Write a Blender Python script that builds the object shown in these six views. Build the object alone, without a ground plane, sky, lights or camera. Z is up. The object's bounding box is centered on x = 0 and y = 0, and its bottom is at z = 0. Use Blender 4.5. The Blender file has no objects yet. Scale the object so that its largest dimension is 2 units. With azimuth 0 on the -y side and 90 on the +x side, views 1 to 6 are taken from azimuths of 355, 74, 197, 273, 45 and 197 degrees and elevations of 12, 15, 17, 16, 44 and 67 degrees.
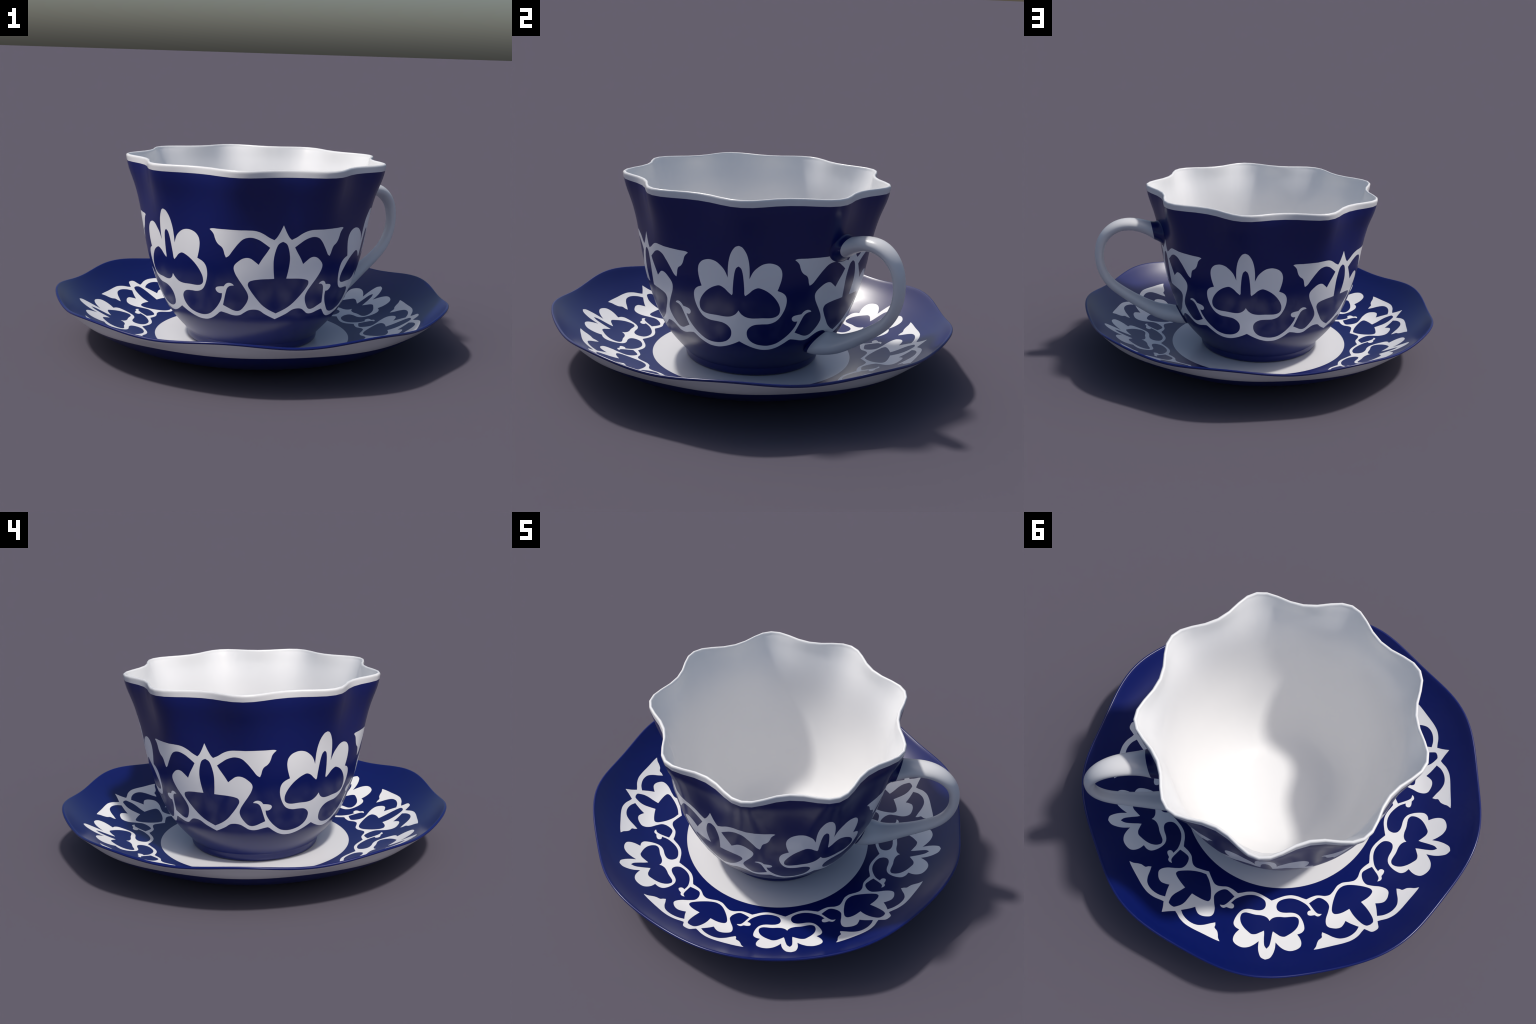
"""Porcelain teacup with a nine-lobed rim on a matching wavy saucer.

Both pieces are lathe forms whose radius (cup) or height (saucer) carries nine
soft lobes.  The white ornament is inlaid in the glaze surface: half a repeat
(half a flower to half a tulip) is drawn with splines in surface coordinates
(degrees round the axis, height or radius), triangulated, mirrored and
repeated three times round the cup and five times round the saucer.
"""
import bpy
import math
import numpy as np
from mathutils import Vector
from mathutils.geometry import delaunay_2d_cdt

AXIS = (0.0107, -0.002)             # common axis of cup and saucer
LOBES = 9
LOBE_AT = math.radians(18.95)       # a lobe tip points this way
HANDLE_AT = 39.0                    # the tulip that sits behind the handle


# ------------------------------------------------------------------ splines
def cubic(xk, yk):
    """Natural cubic through a few profile knots, as a vectorised function."""
    xk, yk = np.array(xk, float), np.array(yk, float)
    n, h = len(xk), np.diff(xk)
    A, b = np.eye(n), np.zeros(n)
    for i in range(1, n - 1):
        A[i, i - 1:i + 2] = h[i - 1], 2 * (h[i - 1] + h[i]), h[i]
        b[i] = 6 * ((yk[i + 1] - yk[i]) / h[i] - (yk[i] - yk[i - 1]) / h[i - 1])
    m = np.linalg.solve(A, b)

    def f(x):
        x = np.asarray(x, float)
        i = np.clip(np.searchsorted(xk, x) - 1, 0, n - 2)
        a, c, H = xk[i + 1] - x, x - xk[i], h[i]
        return ((m[i] * a ** 3 + m[i + 1] * c ** 3) / (6 * H)
                + (yk[i] / H - m[i] * H / 6) * a + (yk[i + 1] / H - m[i + 1] * H / 6) * c)
    return f


def stroke(points, step):
    """Centripetal Catmull-Rom through control points, resampled at about step."""
    P = np.array(points, float)
    if len(P) == 2:
        n = max(1, int(np.linalg.norm(P[1] - P[0]) / step))
        return [tuple(P[0] + (P[1] - P[0]) * i / n) for i in range(n + 1)]
    Q = np.vstack([2 * P[0] - P[1], P, 2 * P[-1] - P[-2]])
    out = []
    for i in range(1, len(Q) - 2):
        p = Q[i - 1:i + 3]
        t = np.concatenate([[0], np.cumsum(np.sqrt(np.linalg.norm(np.diff(p, axis=0), axis=1)) + 1e-9)])
        n = max(1, int(round(np.linalg.norm(p[2] - p[1]) / step)))
        for j in range(n):
            s = t[1] + (t[2] - t[1]) * j / n
            a = [p[k] + (p[k + 1] - p[k]) * (s - t[k]) / (t[k + 1] - t[k]) for k in range(3)]
            b = [a[k] + (a[k + 1] - a[k]) * (s - t[k]) / (t[k + 2] - t[k]) for k in range(2)]
            out.append(tuple(b[0] + (b[1] - b[0]) * (s - t[1]) / (t[2] - t[1])))
    out.append(tuple(P[-1]))
    return out


def inside(P, poly):
    poly = np.array(poly)
    a, b = poly, np.roll(poly, -1, axis=0)
    x, y = P[:, :1], P[:, 1:]
    cross = (a[:, 1] > y) != (b[:, 1] > y)
    xi = a[:, 0] + (y - a[:, 1]) * (b[:, 0] - a[:, 0]) / np.where(b[:, 1] == a[:, 1], 1e-12, b[:, 1] - a[:, 1])
    return (cross & (x < xi)).sum(1) % 2 == 1


# ---------------------------------------------------------------- ornament
# Half a repeat, from the middle of a flower (0 degrees) to the middle of a
# tulip.  Every stroke is smooth; strokes meet at corners.
CUP_HALF = 60.0
CUP_OUTLINE = [
    # long upright petal, rounded side petal
    [(0, .740), (1.3, .735), (2.4, .722), (3.5, .701), (4.3, .674), (4.8, .641), (4.95, .613), (4.95, .582)],
    [(4.95, .582), (6.6, .617), (8.2, .635), (10.6, .652), (13.2, .658), (15.2, .656), (17.6, .646), (19.2, .628),
     (19.8, .605), (19.6, .577), (18.8, .545), (18.15, .525)],
    # calyx, stem and the hanging vine up to the curl
    [(18.15, .525), (20.5, .515), (22.0, .502), (22.8, .485), (23.0, .457), (22.5, .429), (21.2, .397), (19.6, .374),
     (17.7, .361), (15.3, .354), (11.5, .352), (8.2, .348), (5.8, .335), (4.4, .316), (4.2, .293), (5.0, .270),
     (7.0, .250), (10.0, .237), (13.4, .231), (16.8, .231), (20.6, .241), (24.0, .263), (26.8, .290), (28.7, .316),
     (29.8, .339), (30.2, .360)],
    # the little curled shoot
    [(30.2, .360), (28.6, .360), (27.4, .367), (26.85, .380), (27.4, .389), (29.0, .394), (31.5, .397)],
    [(31.5, .397), (32.7, .411), (34.3, .417), (36.0, .413), (36.8, .405)],
    [(36.8, .405), (34.6, .401), (33.2, .389), (32.3, .367), (31.2, .332), (30.1, .298)],
    # tulip body with its rounded shoulder
    [(30.1, .298), (33.0, .285), (35.7, .274), (38.1, .271), (40.0, .278), (42.5, .305), (43.8, .329), (44.2, .350),
     (43.5, .373), (41.5, .405), (39.3, .437), (37.6, .466), (36.9, .491), (37.3, .507), (39.1, .526), (41.3, .541),
     (43.5, .546), (45.2, .542), (46.9, .530), (48.9, .514)],
    [(48.9, .514), (50.5, .542), (52.7, .575), (54.0, .597)],
    # wing: underside, notched end, top edge
    [(54.0, .597), (51.4, .616), (48.6, .634), (45.3, .644), (43.1, .642), (41.3, .634), (39.2, .613), (36.7, .580),
     (34.5, .550), (33.2, .542)],
    [(33.2, .542), (32.6, .556), (32.1, .576), (31.3, .591), (29.7, .602), (28.6, .615), (27.9, .631), (27.3, .649),
     (26.3, .662), (25.2, .671)],
    [(25.2, .671), (26.1, .675), (30.3, .676), (35.3, .677), (39.6, .677), (43.3, .678), (46.1, .677), (48.4, .672),
     (50.8, .661), (53.3, .645), (55.8, .633)],
    [(55.8, .633), (56.8, .642), (58.4, .668), (60, .702)],
]
CUP_LOWER = [
    [(0, .252), (3.4, .235), (7.7, .218), (12.0, .207), (15.1, .205), (18.4, .208), (22.1, .221), (25.4, .241),
     (27.7, .258), (28.7, .261)],
    [(28.7, .261), (31.4, .256), (34.6, .248), (37.3, .246), (39.7, .251), (42.0, .265), (44.6, .279), (48.1, .283),
     (50.5, .278), (53.3, .261), (56.1, .247), (60, .230)],
]
CUP_FLOWER_HOLE = [
    [(0, .641), (1.1, .632), (1.8, .611), (2.35, .572), (2.7, .529), (2.85, .503), (3.2, .497)],
    [(3.2, .497), (4.8, .510), (6.8, .529), (9.1, .539), (11.1, .534), (13.3, .523), (15.8, .504), (18.1, .478),
     (19.6, .453), (20.3, .430), (20.0, .405), (18.6, .392), (16.5, .386), (11.7, .385), (6.2, .383), (3.6, .388),
     (1.6, .400), (.7, .410), (0, .421)],
]
CUP_TULIP_HOLE = [
    [(60, .262), (55.3, .284), (51.6, .309), (48.1, .346), (45.2, .384), (43.9, .410), (44.4, .427), (46.2, .435),
     (49.6, .441), (56.9, .445)],
    [(56.9, .445), (56.3, .486), (56.0, .536), (56.5, .573), (57.6, .607), (58.4, .617), (60, .625)],
]

DISH_HALF = 36.0
DISH_OUTLINE = [
    [(0, .898), (1.3, .889), (2.2, .866), (2.75, .836), (2.9, .802)],
    [(2.9, .802), (4.4, .826), (5.9, .843), (7.8, .852), (9.8, .847), (11.2, .834), (11.7, .814), (11.5, .788),
     (10.7, .763)],
    [(10.7, .763), (12.4, .756), (13.5, .742), (13.8, .719), (13.4, .685), (12.4, .660), (11.0, .647), (9.2, .641),
     (6.5, .640), (4.5, .636), (3.1, .626), (2.5, .607), (3.1, .584), (5.1, .569), (8.7, .562), (11.7, .568),
     (14.5, .585), (17.0, .613), (18.1, .643)],
    [(18.1, .643), (16.8, .645), (16.2, .654), (16.3, .665), (17.2, .671), (19.0, .673)],
    [(19.0, .673), (20.0, .684), (21.0, .684), (22.0, .677)],
    [(22.0, .677), (20.5, .670), (19.7, .656), (18.9, .632), (18.0, .604)],
    [(18.0, .604), (20.5, .593), (23.1, .588), (24.6, .597), (26.1, .623), (26.3, .648), (25.0, .674), (22.9, .709),
     (22.2, .737), (22.5, .754), (23.8, .768), (25.3, .777), (26.8, .778), (28.2, .768), (29.4, .755)],
    [(29.4, .755), (30.5, .779), (32.3, .813)],
    [(32.3, .813), (30.5, .829), (28.2, .839), (26.2, .840), (24.5, .834), (22.8, .817), (21.2, .793), (19.8, .775)],
    [(19.8, .775), (19.3, .788), (19.1, .802), (17.7, .814), (16.9, .829), (16.3, .846), (15.3, .861)],
    [(15.3, .861), (16.1, .862), (21.2, .862), (25.7, .865), (27.9, .864), (30.4, .855), (32.3, .842), (33.4, .836)],
]
DISH_LOWER = [
    [(0, .576), (3.2, .560), (6.7, .548), (10.0, .546), (13.1, .555), (15.6, .570), (17.2, .580)],
]
DISH_FLOWER_HOLE = [
    [(0, .839), (.8, .823), (1.25, .790), (1.5, .755), (1.7, .742)],
    [(1.7, .742), (3.2, .756), (4.6, .768), (6.0, .771), (7.4, .762), (9.5, .744), (11.1, .723), (12.0, .697),
     (11.9, .676), (10.7, .665), (9.4, .663), (6.4, .664), (3.8, .662), (1.9, .666), (.6, .676), (0, .687)],
]
# the saucer's tulips come in a pointed and in a blunt drawing
DISH_TULIP = {
    "pointed": dict(
        tip=[[(33.4, .836), (34.7, .857), (36, .884)]],
        lower=[[(17.2, .580), (20.5, .572), (23.6, .573), (25.8, .585), (27.8, .594), (29.7, .594), (32.3, .581),
                (36, .561)]],
        hole=[[(36, .581), (32.9, .596), (30.0, .621), (28.0, .648), (26.6, .677), (26.8, .691), (27.9, .697),
               (30.1, .702), (34.1, .708)],
              [(34.1, .708), (33.8, .737), (33.5, .768), (33.7, .792), (34.4, .814)],
              [(34.4, .814), (34.9, .824), (36, .827)]]),
    "blunt": dict(
        tip=[[(33.4, .836), (34.0, .850), (34.6, .865), (35.2, .870), (36, .871)]],
        lower=[[(17.2, .580), (19.8, .574), (22.6, .573), (24.3, .579), (26.6, .591), (28.9, .594), (30.9, .586),
                (33.2, .573), (34.6, .567), (36, .566)]],
        hole=[[(36, .584), (34.8, .585), (32.6, .595), (29.9, .620), (27.5, .654), (26.4, .682), (26.7, .697),
               (28.1, .705), (30.0, .708), (33.2, .706)],
              [(33.2, .706), (33.1, .739), (33.4, .780), (34.1, .815), (34.8, .828), (36, .832)]]),
}


class HalfRepeat:
    """Triangulated half repeat: nodes (angle, t), triangles and a white flag."""

    def __init__(self, half, columns, lo, hi, scale, cell, outline, lower, holes):
        step = 0.0055
        self.half = half

        def run(strokes):
            pts = []
            for s in strokes:
                q = stroke([(a * scale, t) for a, t in s], step)
                pts += q if not pts else q[1:]
            return pts
        W = half * scale
        up, low = run(outline), run(lower)
        rings = [run(h) for h in holes]

        def clampx(P):
            P = [[min(max(x, 0.0), W), t] for x, t in P]
            for e in (P[0], P[-1]):
                e[0] = 0.0 if e[0] < W / 2 else W
            return [tuple(p) for p in P]
        up, low, rings = clampx(up), clampx(low), [clampx(r) for r in rings]
        lines = [up, low] + rings
        fixed = np.array([p for l in lines for p in l])
        columns = [c * scale for c in columns]
        between = [(p + q) / 2 for p, q in zip(columns, columns[1:])]
        nt = int(round((hi - lo) / cell))
        grid = []
        for x in columns + between:
            for j in range(nt + 1):
                p = (x, lo + (hi - lo) * j / nt)
                edge = j in (0, nt)
                if edge and x in between:
                    continue
                if edge or np.min(np.hypot(fixed[:, 0] - p[0], fixed[:, 1] - p[1])) > 0.4 * cell:
                    grid.append(p)
        verts, edges = list(grid), []
        for l in lines:
            k = len(verts)
            verts += l
            edges += [(k + i, k + i + 1) for i in range(len(l) - 1)]
        out = delaunay_2d_cdt([Vector(v) for v in verts], edges, [], 0, 1e-6)
        V = np.array([tuple(v) for v in out[0]])
        F = [tuple(f) for f in out[2]]
        tri = np.array(F)
        a, b, c = V[tri[:, 0]], V[tri[:, 1]], V[tri[:, 2]]
        area = (b[:, 0] - a[:, 0]) * (c[:, 1] - a[:, 1]) - (b[:, 1] - a[:, 1]) * (c[:, 0] - a[:, 0])
        keep = np.abs(area) > 1e-10
        tri = np.where((area < 0)[:, None], tri[:, ::-1], tri)[keep]
        mid = V[tri].mean(1)
        white = inside(mid, low + up[::-1])
        for r in rings:
            white &= ~inside(mid, r)
        self.nodes = np.c_[V[:, 0] / scale, V[:, 1]]
        self.tri, self.white, self.mid = tri, white, mid[:, 0] / scale


# ------------------------------------------------------------- shell builder
class Shell:
    """Collects welded vertices and faces tagged with a part name."""

    def __init__(self):
        self.pos, self.index, self.faces, self.fixed = [], {}, [], {}

    def vert(self, p, normal=None):
        key = (round(p[0], 5), round(p[1], 5), round(p[2], 5))
        i = self.index.get(key)
        if i is None:
            i = self.index[key] = len(self.pos)
            self.pos.append(tuple(p))
        if normal is not None:
            self.fixed[i] = tuple(normal)
        return i

    def face(self, ids, part):
        ids = [k for n, k in enumerate(ids) if k != ids[n - 1]]
        if len(set(ids)) >= 3:
            self.faces.append((tuple(ids), part))

    def lathe(self, rows, part, flip=False):
        """rows: closed rings of points; part may be a function of the row number."""
        ids = [[self.vert(p) for p in r] for r in rows]
        n = len(rows[0])
        for a in range(len(ids) - 1):
            name = part(a) if callable(part) else part
            for k in range(n):
                q = (ids[a][k], ids[a][(k + 1) % n], ids[a + 1][(k + 1) % n], ids[a + 1][k])
                self.face(q[::-1] if flip else q, name)
        return ids

    def cap(self, ring, centre, part, flip=False):
        c, n = self.vert(centre), len(ring)
        for k in range(n):
            t = (ring[k], ring[(k + 1) % n], c)
            self.face(t[::-1] if flip else t, part)

    def normals(self):
        P = np.array(self.pos)
        N = np.zeros_like(P)
        for f, _ in self.faces:
            for j in range(len(f)):
                a, b, c = P[f[j - 1]], P[f[j]], P[f[(j + 1) % len(f)]]
                u, v = a - b, c - b
                lu, lv = np.linalg.norm(u), np.linalg.norm(v)
                if lu < 1e-9 or lv < 1e-9:
                    continue
                n = np.cross(v, u)
                ln = np.linalg.norm(n)
                if ln > 1e-14:
                    N[f[j]] += n / ln * math.acos(max(-1, min(1, float(u @ v / lu / lv))))
        N /= np.linalg.norm(N, axis=1, keepdims=True) + 1e-12
        for i, n in self.fixed.items():
            N[i] = n
        return N

    def objects(self, spec, root):
        """One mesh per part; borders coincide and share the whole shell's normals."""
        N, by = self.normals(), {}
        for f, part in self.faces:
            by.setdefault(part, []).append(f)
        made = {}
        for part, (name, material, parent) in spec.items():
            fs = by[part]
            used = sorted({i for f in fs for i in f})
            new = {o: k for k, o in enumerate(used)}
            me = bpy.data.meshes.new(name)
            me.from_pydata([self.pos[i] for i in used], [], [tuple(new[i] for i in f) for f in fs])
            me.polygons.foreach_set("use_smooth", [True] * len(me.polygons))
            me.materials.append(material)
            me.normals_split_custom_set_from_vertices([tuple(N[i]) for i in used])
            me.update()
            ob = bpy.data.objects.new(name, me)
            bpy.context.scene.collection.objects.link(ob)
            ob.parent = made.get(parent, root)
            made[part] = ob
        return made


def add_half_repeats(shell, repeat, at, surface, normal, warp, part_of):
    """Lay the half repeat on both sides of every tulip axis given in `at`."""
    for k, (angle, tile) in enumerate(at):
        for side in (-1, 1):
            A = angle + side * (tile.half - tile.nodes[:, 0])
            T = tile.nodes[:, 1]
            th = np.radians(warp(A, T))
            P, N = surface(th, T), normal(th, T)
            ids = [shell.vert(p, n) for p, n in zip(P, N)]
            for t, w, m in zip(tile.tri, tile.white, tile.mid):
                f = [ids[i] for i in t]
                if (side > 0) == (repeat > 0):      # mirrored or inward facing
                    f = f[::-1]
                shell.face(f, part_of(k, side, m, w))


# ------------------------------------------------------------------ materials
def porcelain(name, colour, rough, sheen_noise=0.03):
    m = bpy.data.materials.new(name)
    m.use_nodes = True
    nt = m.node_tree
    bsdf = nt.nodes["Principled BSDF"]
    geo = nt.nodes.new("ShaderNodeTexCoord")
    noise = nt.nodes.new("ShaderNodeTexNoise")
    noise.inputs["Scale"].default_value = 5.0
    noise.inputs["Detail"].default_value = 3.0
    nt.links.new(geo.outputs["Object"], noise.inputs["Vector"])
    mix = nt.nodes.new("ShaderNodeMix")
    mix.data_type = "RGBA"
    mix.inputs["A"].default_value = (*[c * (1 - sheen_noise) for c in colour], 1)
    mix.inputs["B"].default_value = (*[min(1, c * (1 + sheen_noise)) for c in colour], 1)
    nt.links.new(noise.outputs["Fac"], mix.inputs["Factor"])
    nt.links.new(mix.outputs["Result"], bsdf.inputs["Base Color"])
    bsdf.inputs["Roughness"].default_value = rough
    bsdf.inputs["IOR"].default_value = 1.5
    return m


BLUE = porcelain("cobalt_glaze", (0.0026, 0.0092, 0.118), 0.29)
WHITE = porcelain("white_porcelain", (0.81, 0.81, 0.815), 0.27, 0.01)
HANDLE = porcelain("handle_porcelain", (0.75, 0.75, 0.76), 0.27, 0.01)
PAINT = porcelain("white_ornament", (0.95, 0.95, 0.95), 0.29, 0.01)


def thing(name, label, category):
    e = bpy.data.objects.new(name, None)
    e.empty_display_size = 0.1
    bpy.context.scene.collection.objects.link(e)
    e["label"], e["category"] = label, category
    return e


# ------------------------------------------------------------------------ cup
FOOT_TOP = .068
CUP_R = cubic([.068, .085, .12, .18, .25, .33, .42, .52, .62, .72, .82, .89, .957],
              [.3385, .3535, .3850, .4330, .472, .504, .5329, .5554, .570, .5815, .600, .6168, .6220])


def lobe(th):
    return np.cos(LOBES * (th - LOBE_AT))


def cup_lobe(th, z):
    """Scallops: slightly pointed lobes that die out halfway down the wall."""
    a = LOBES * (th - LOBE_AT)
    shape = 0.0365 * np.cos(a) + .0025 * np.cos(2 * a) - .0003 * np.cos(3 * a)
    return np.clip((z - .50) / .457, 0, None) ** 1.6 * shape


def cup_radius(th, z):
    return CUP_R(z) + cup_lobe(th, z)


# the wall is built of flat upright strips, narrower at the lobe tips
LOBE_STRIPS = [-20, -14, -8.6, -4.2, 0, 4.2, 8.6, 14]
HALF_STRIPS = [0, 4.2, 8.6, 14, 20, 26, 31.4, 35.8, 40, 44.2, 48.6, 54, 60]
STRIPS = np.radians(sorted(40 * k + d for k in range(LOBES) for d in LOBE_STRIPS))


def strip(th):
    x = np.mod(th - LOBE_AT - STRIPS[0] + 1e-7, 2 * math.pi) - 1e-7 + STRIPS[0]
    k = np.clip(np.searchsorted(STRIPS, x + 2e-7) - 1, 0, len(STRIPS) - 1)
    lo, hi = STRIPS[k], np.append(STRIPS, STRIPS[0] + 2 * math.pi)[k + 1]
    return lo + LOBE_AT, hi + LOBE_AT, np.clip((x - lo) / (hi - lo), 0, 1)


def round_point(th, r, z):
    return np.stack([AXIS[0] + r * np.cos(th), AXIS[1] + r * np.sin(th), z + 0 * th], -1)


def cup_round(th, z):
    return round_point(th, cup_radius(th, z), z)


def cup_surface(th, z):
    a, b, w = strip(th)
    return cup_round(a, z) * (1 - w)[:, None] + cup_round(b, z) * w[:, None]


def cup_normal(th, z):
    def n(t):
        e = 1e-4
        v = np.cross(cup_round(t + e, z) - cup_round(t - e, z), cup_round(t, z + e) - cup_round(t, z - e))
        return v / np.linalg.norm(v, axis=1, keepdims=True)
    a, b, w = strip(th)
    v = n(a) * (1 - w)[:, None] + n(b) * w[:, None]
    return v / np.linalg.norm(v, axis=1, keepdims=True)


def smooth(x):
    x = np.clip(x, 0, 1)
    return x * x * (3 - 2 * x)


def handle_pull(A, z):
    """The ornament is spread by about a degree on both sides of the handle."""
    d = (A - HANDLE_AT + 180) % 360 - 180
    s = np.abs(d)
    keep = smooth((z - .08) / .10) * (1 - smooth((z - .72) / .12))
    return A + np.sign(d) * 1.15 * smooth((s - 15) / 30) * (1 - smooth((s - 75) / 40)) * keep


def build_cup():
    root = thing("teacup", "cobalt blue teacup with white floral band and scalloped rim", "cup")
    root.location = (0, 0, 0)
    tile = HalfRepeat(CUP_HALF, HALF_STRIPS, FOOT_TOP, .9237, .0095, .018, CUP_OUTLINE, CUP_LOWER, [CUP_FLOWER_HOLE, CUP_TULIP_HOLE])
    shell = Shell()
    tulips = [(38.95 + 120 * k, tile) for k in range(3)]

    def part_of(k, side, m, w):
        if not w:
            return "bowl"
        return f"tulip{k}" if m > 30.0 else f"flower{k if side > 0 else (k - 1) % 3}"
    add_half_repeats(shell, 1, tulips, cup_surface, cup_normal, handle_pull, part_of)

    th = STRIPS + LOBE_AT
    ta, tb, tw = th, th, np.zeros(th.shape)

    def ring(r, z):
        """r: radius or function of angle; evaluated per strip like the wall."""
        f = r if callable(r) else (lambda t: np.full(t.shape, r))
        P = round_point(ta, f(ta), z) * (1 - tw)[:, None] + round_point(tb, f(tb), z) * tw[:, None]
        return [tuple(p) for p in P]
    # thin rolled white lip, then the inside wall, thicker and calmer below
    lip_z, cap_r, cap_h = .947, .0080, .010
    rows = [ring(lambda t: cup_radius(t, z), z) for z in (.9237, .932, .941, lip_z)]
    for k in range(1, 8):
        f = math.pi * k / 8
        rows.append(ring(lambda t: cup_radius(t, lip_z) - cap_r + cap_r * math.cos(f), lip_z + cap_h * math.sin(f)))
    for z in np.concatenate([np.linspace(lip_z, .88, 10), np.linspace(.87, .21, 36)]):
        slope = float(CUP_R(z + .004) - CUP_R(z - .004)) / .008
        sink = 1 - math.exp(-(lip_z - z) / .05)
        calm = 1 - math.exp(-(lip_z - z) / .10)
        w = (2 * cap_r + .014 * sink) * math.sqrt(1 + slope * slope)
        rows.append(ring(lambda t: CUP_R(z) - w + cup_lobe(t, z) * (1 - .36 * calm), z))
    slope = float(CUP_R(.214) - CUP_R(.206)) / .008
    r0 = float(CUP_R(.21)) - (2 * cap_r + .014) * math.sqrt(1 + slope * slope)
    wall, bottom = np.array([r0, .21]), np.array([.21, .060])
    corner = np.array([r0 - slope * (.21 - .060), .060])
    for t in np.linspace(0, 1, 24)[1:]:
        p = wall * (1 - t) ** 2 + corner * 2 * t * (1 - t) + bottom * t * t
        rows.append(ring(float(p[0]), float(p[1])))
    for r in (.15, .10, .05):
        rows.append(ring(r, .060))
    ids = shell.lathe(rows, "lining")
    shell.cap(ids[-1], (AXIS[0], AXIS[1], .060), "lining")
    # foot ring
    foot = [(.3385, FOOT_TOP), (.3374, .0665), (.3370, .064), (.3366, .055), (.3360, .045), (.3340, .037),
            (.3290, .0302), (.3215, .0264), (.3120, .0248), (.300, .0262), (.292, .032), (.288, .040)]
    ids = shell.lathe([ring(r, z) for r, z in foot], "bowl", flip=True)
    shell.cap(ids[-1], (AXIS[0], AXIS[1], .042), "bowl", flip=True)

    spec = {"bowl": ("bowl", BLUE, None), "lining": ("white_lining", WHITE, None)}
    for k in range(3):
        spec[f"flower{k}"] = ("painted_flower", PAINT, "bowl")
        spec[f"tulip{k}"] = ("painted_tulip", PAINT, "bowl")
    shell.objects(spec, root)
    build_handle(root)


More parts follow.
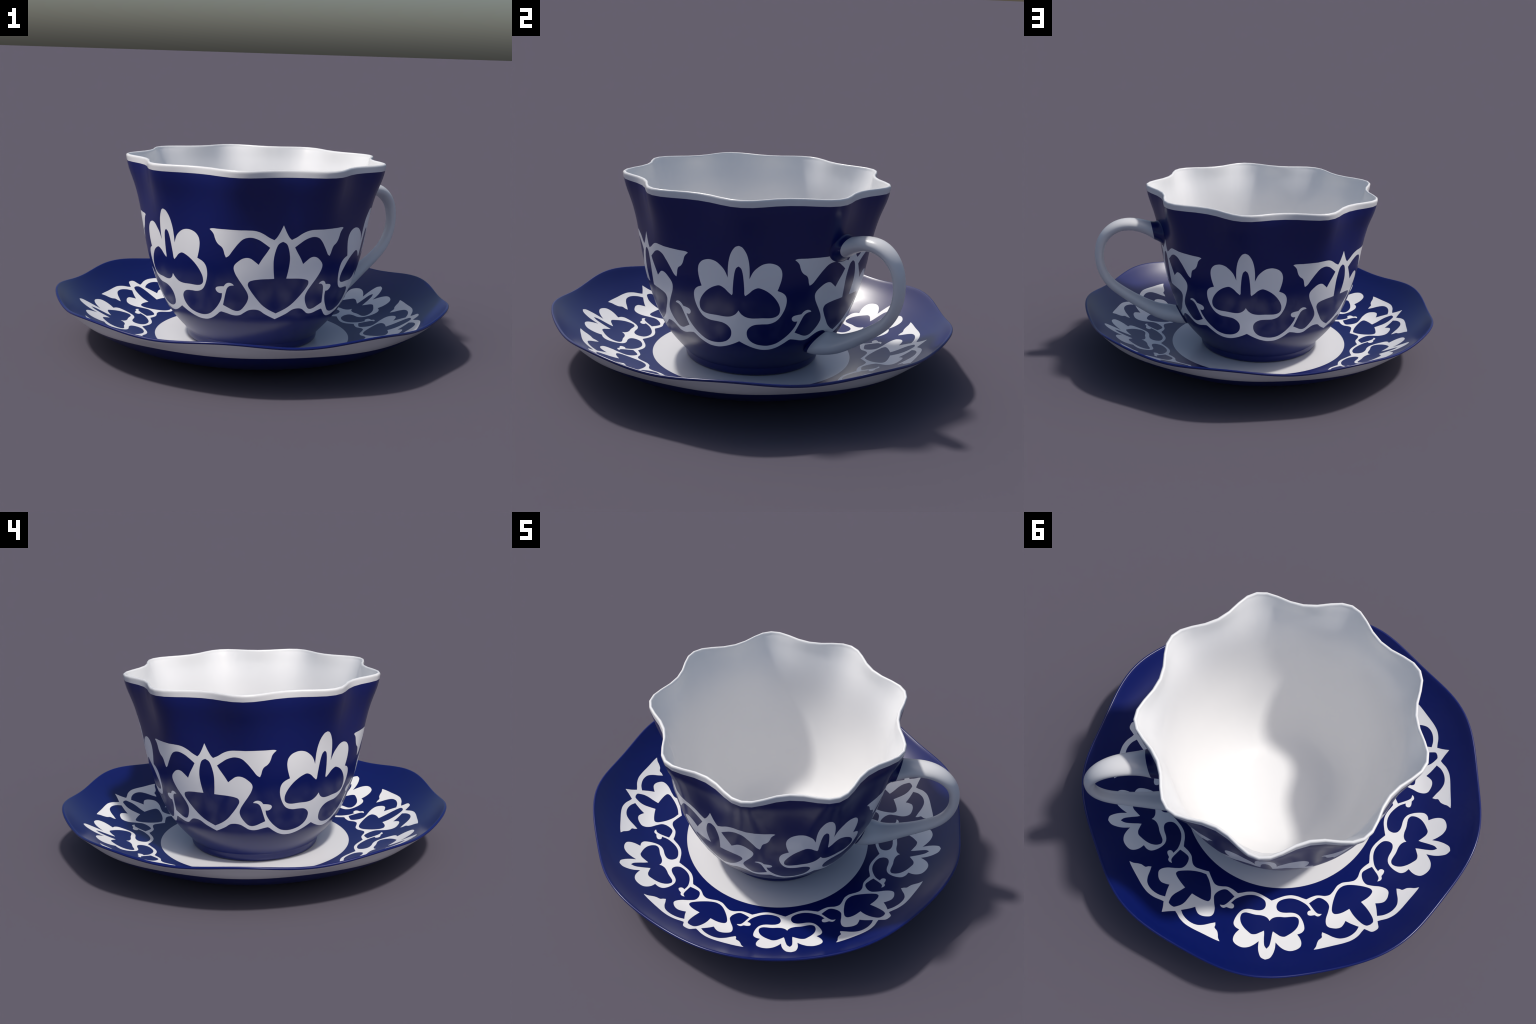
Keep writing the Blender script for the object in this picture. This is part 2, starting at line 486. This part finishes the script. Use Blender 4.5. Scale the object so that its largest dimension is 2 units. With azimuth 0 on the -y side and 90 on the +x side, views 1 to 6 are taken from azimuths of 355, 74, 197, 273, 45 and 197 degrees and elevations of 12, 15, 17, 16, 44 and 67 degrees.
# --------------------------------------------------------------------- handle
def build_handle(root):
    a, off = math.radians(28.5), .0073
    along, across = np.array([math.cos(a), math.sin(a), 0]), np.array([-math.sin(a), math.cos(a), 0])
    base = np.array([AXIS[0], AXIS[1], 0]) + across * off
    up = np.array([0, 0, 1.0])
    # centre line in the handle's own plane (distance from axis, height),
    # thickness in that plane, thickness across it
    line = [(.622, .717, .102, .142), (.663, .737, .079, .122), (.715, .7515, .068, .111), (.766, .754, .066, .104),
            (.819, .741, .063, .094), (.866, .709, .059, .082), (.898, .664, .055, .071), (.912, .615, .052, .066),
            (.915, .563, .0495, .063), (.906, .510, .049, .062), (.885, .460, .051, .062), (.850, .412, .054, .063),
            (.800, .369, .058, .067), (.740, .327, .062, .074), (.678, .289, .069, .086), (.625, .260, .078, .100),
            (.575, .238, .092, .117), (.534, .2275, .112, .142), (.473, .2185, .140, .168)]
    L = np.array(line)
    t = np.concatenate([[0], np.cumsum(np.hypot(*np.diff(L[:, :2], axis=0).T))])
    f = [cubic(t, L[:, k]) for k in range(4)]
    cut_top = np.array([.020, .100]) / np.hypot(.020, .100)
    cut_low = np.array([.070, .117]) / np.hypot(.070, .117)
    seg, n = 40, 72
    rings = []
    for i in range(n + 1):
        s = t[-1] * i / n
        c = np.array([f[0](s), f[1](s)])
        d = np.array([f[0](s + .001) - f[0](s - .001), f[1](s + .001) - f[1](s - .001)])
        d /= np.linalg.norm(d)
        e = np.array([-d[1], d[0]])
        w0, w1 = 1 - smooth(s / .10), 1 - smooth((t[-1] - s) / .12)
        e = e * (1 - w0 - w1) + (cut_top if e @ cut_top > 0 else -cut_top) * w0 + (cut_low if e @ cut_low > 0 else -cut_low) * w1
        h, b = float(f[2](s)) / 2, float(f[3](s)) / 2
        square = 1 - .06 * float(smooth(1 - (t[-1] - s) / .12))     # the foot of the handle is boxier
        row = []
        for q in np.linspace(0, 2 * math.pi, seg, endpoint=False):
            u = math.copysign(abs(math.cos(q)) ** square, math.cos(q)) * h
            v = math.copysign(abs(math.sin(q)) ** square, math.sin(q)) * b
            row.append(base + along * (c[0] + e[0] * u) + up * (c[1] + e[1] * u) + across * v)
        rings.append(row)

    def to_wall(p, d, depth):
        """Walk from p along d until the cup wall (sunk by depth) is met."""
        lo, hi = 0.0, .30
        for _ in range(40):
            m = (lo + hi) / 2
            q = p + d * m
            x, y = q[0] - AXIS[0], q[1] - AXIS[1]
            wall = cup_surface(np.array([math.atan2(y, x)]), np.array([max(q[2], FOOT_TOP)]))[0]
            if math.hypot(x, y) > math.hypot(wall[0] - AXIS[0], wall[1] - AXIS[1]) - depth:
                lo = m
            else:
                hi = m
        return p + d * lo

    def joint(ring, d2, flare):
        """Rings from the cup wall out to the given ring, with a soft fillet."""
        d = along * d2[0] + up * d2[1]
        d /= np.linalg.norm(d)
        c = sum(ring) / len(ring)
        out = []
        for j in range(9):
            u = j / 8
            row = []
            for p in ring:
                wide = to_wall(c + (p - c) * flare, d, -.0006)
                near = to_wall(c + (p - c) * (1 + (flare - 1) * .2), d, -.002)
                row.append(wide * (1 - u) ** 2 + near * 2 * u * (1 - u) + p * u * u)
            out.append(row)
        return out
    # the white glaze stops a constant distance short of the cup at the lower end
    d = -.87 * along - .10 * up
    d /= np.linalg.norm(d)
    shift = [to_wall(p - d * .06, d, -.011) - p for p in rings[-1]]
    for i in range(n - 11, n + 1):
        w = float(smooth((i - n + 12) / 12))
        rings[i] = [p + v * w for p, v in zip(rings[i], shift)]
    # and its foot sags a little on the side away from the sun
    for i in range(n - 24, n + 1):
        w = float(smooth((i - n + 24) / 24))
        for p in rings[i]:
            p[2] += .28 * w * min(0.0, float((p - base) @ across))
    for i in range(n - 3, n + 1):       # rounded off where the white glaze ends
        k, c = 1 - .11 * ((i - n + 4) / 4) ** 2, sum(rings[i]) / seg
        rings[i] = [c + (p - c) * k for p in rings[i]]
    top = joint(rings[0], (-.90, -.28), 1.40)
    low = joint(rings[-1], (-.87, -.10), .98)
    shell = Shell()
    shell.lathe(top, "joint0", flip=False)
    shell.lathe(rings, "handle", flip=False)
    shell.lathe(low[::-1], "joint1", flip=False)
    for row in (top[0], low[0]):        # melt into the wall: borrow its normals
        for p in row:
            th = np.array([math.atan2(p[1] - AXIS[1], p[0] - AXIS[0])])
            shell.vert(p, cup_normal(th, np.array([p[2]]))[0])
    # make sure faces look outwards
    P = np.array(shell.pos)
    ids, _ = shell.faces[len(shell.faces) // 2]
    q = P[list(ids)]
    nrm = np.cross(q[1] - q[0], q[2] - q[0])
    k = int(np.argmin([np.linalg.norm(q.mean(0) - sum(r) / seg) for r in rings]))
    if nrm @ (q.mean(0) - sum(rings[k]) / seg) < 0:
        shell.faces = [(i[::-1], p) for i, p in shell.faces]
    shell.objects({"handle": ("handle", HANDLE, None), "joint0": ("handle_joint", BLUE, "handle"),
                   "joint1": ("handle_joint", BLUE, "handle")}, root)


# --------------------------------------------------------------------- saucer
DISH_Z = cubic([0, .20, .40, .505, .574, .686, .744, .80, .862, .895, .945, .9858],
               [.0230, .0230, .0245, .0305, .044, .073, .0935, .1215, .1570, .1793, .2180, .2560])
DISH_T = cubic([0, .40, .55, .70, .92, .99], [.0222, .0222, .0218, .0210, .0182, .0165])


def dish_point(th, r, z, ripple=1.0):
    k = np.clip((r - .5) / .495, 0, None) ** 3
    rr = r + k * (.0104 * lobe(th) + .001 - .0030 * np.cos(th))
    zz = z + .0127 * np.clip((r - .6) / .395, 0, None) ** 4.5 * lobe(th) * ripple
    return np.stack([AXIS[0] + rr * np.cos(th), AXIS[1] + rr * np.sin(th), zz + 0 * th], -1)


def dish_surface(th, r):
    return dish_point(th, r, DISH_Z(r))


def dish_normal(th, r):
    e = 1e-4
    v = np.cross(dish_surface(th, r + e) - dish_surface(th, r - e), dish_surface(th + e, r) - dish_surface(th - e, r))
    return v / np.linalg.norm(v, axis=1, keepdims=True)


def build_saucer():
    root = thing("saucer", "cobalt blue wavy saucer with white floral ring", "saucer")
    tiles = {k: HalfRepeat(DISH_HALF, np.arange(0, DISH_HALF + 1, 2.0), .505, .955, .0125, .018, DISH_OUTLINE + v["tip"], DISH_LOWER + v["lower"],
                           [DISH_FLOWER_HOLE, v["hole"]]) for k, v in DISH_TULIP.items()}
    drawing = ["pointed", "blunt", "pointed", "blunt", "blunt"]
    shell = Shell()
    tulips = [(66.75 + 72 * k, tiles[d]) for k, d in enumerate(drawing)]

    def part_of(k, side, m, w):
        if not w:
            return "plate"
        return f"tulip{k}" if m > 17.9 else f"flower{k if side > 0 else (k - 1) % 5}"
    add_half_repeats(shell, -1, tulips, dish_surface, dish_normal, lambda A, t: A, part_of)

    th = np.radians(66.75 + np.arange(0, 360, 2.0))

    def ring(r, z, ripple=1.0):
        return [tuple(p) for p in dish_point(th, np.full(th.shape, r), np.full(th.shape, z), ripple)]
    # white well in the middle
    rs = np.concatenate([np.linspace(.505, .30, 12), np.linspace(.26, .04, 5)])
    ids = shell.lathe([ring(r, float(DISH_Z(r))) for r in rs], "well", flip=False)
    shell.cap(ids[-1], (AXIS[0], AXIS[1], float(DISH_Z(0))), "well", flip=False)
    # blue border, rounded edge, then the underside back to the middle
    rows = [ring(r, float(DISH_Z(r))) for r in (.955, .965, .975)]
    slope = float(DISH_Z(.9858) - DISH_Z(.9800)) / .0058
    n = np.array([-slope, 1]) / math.hypot(1, slope)
    o = np.array([n[1], -n[0]])
    h = .0065
    c = np.array([.9858, float(DISH_Z(.9858))]) - n * h
    for k in range(9):
        f = math.pi * k / 8
        p = c + h * (n * math.cos(f) + o * math.sin(f))
        rows.append(ring(p[0], p[1]))
    edge = len(rows) - 1
    under = np.concatenate([np.linspace(.975, .9187, 6), np.linspace(.90, .45, 26), np.linspace(.42, .04, 8)])
    for r in under:
        rows.append(ring(r, float(DISH_Z(r) - DISH_T(r)), .15 + .85 * float(smooth((r - .9187) / .065))))

    def which(a):
        return "plate" if a < edge else "band" if a < edge + 6 else "base"
    ids = shell.lathe(rows, which, flip=True)
    shell.cap(ids[-1], (AXIS[0], AXIS[1], 0.0), "base", flip=True)
    spec = {"plate": ("plate", BLUE, None), "well": ("white_well", WHITE, None),
            "band": ("white_underside_band", WHITE, None), "base": ("blue_underside", BLUE, None)}
    for k in range(5):
        spec[f"flower{k}"] = ("painted_flower", PAINT, "plate")
        spec[f"tulip{k}"] = ("painted_tulip", PAINT, "plate")
    shell.objects(spec, root)


build_cup()
build_saucer()
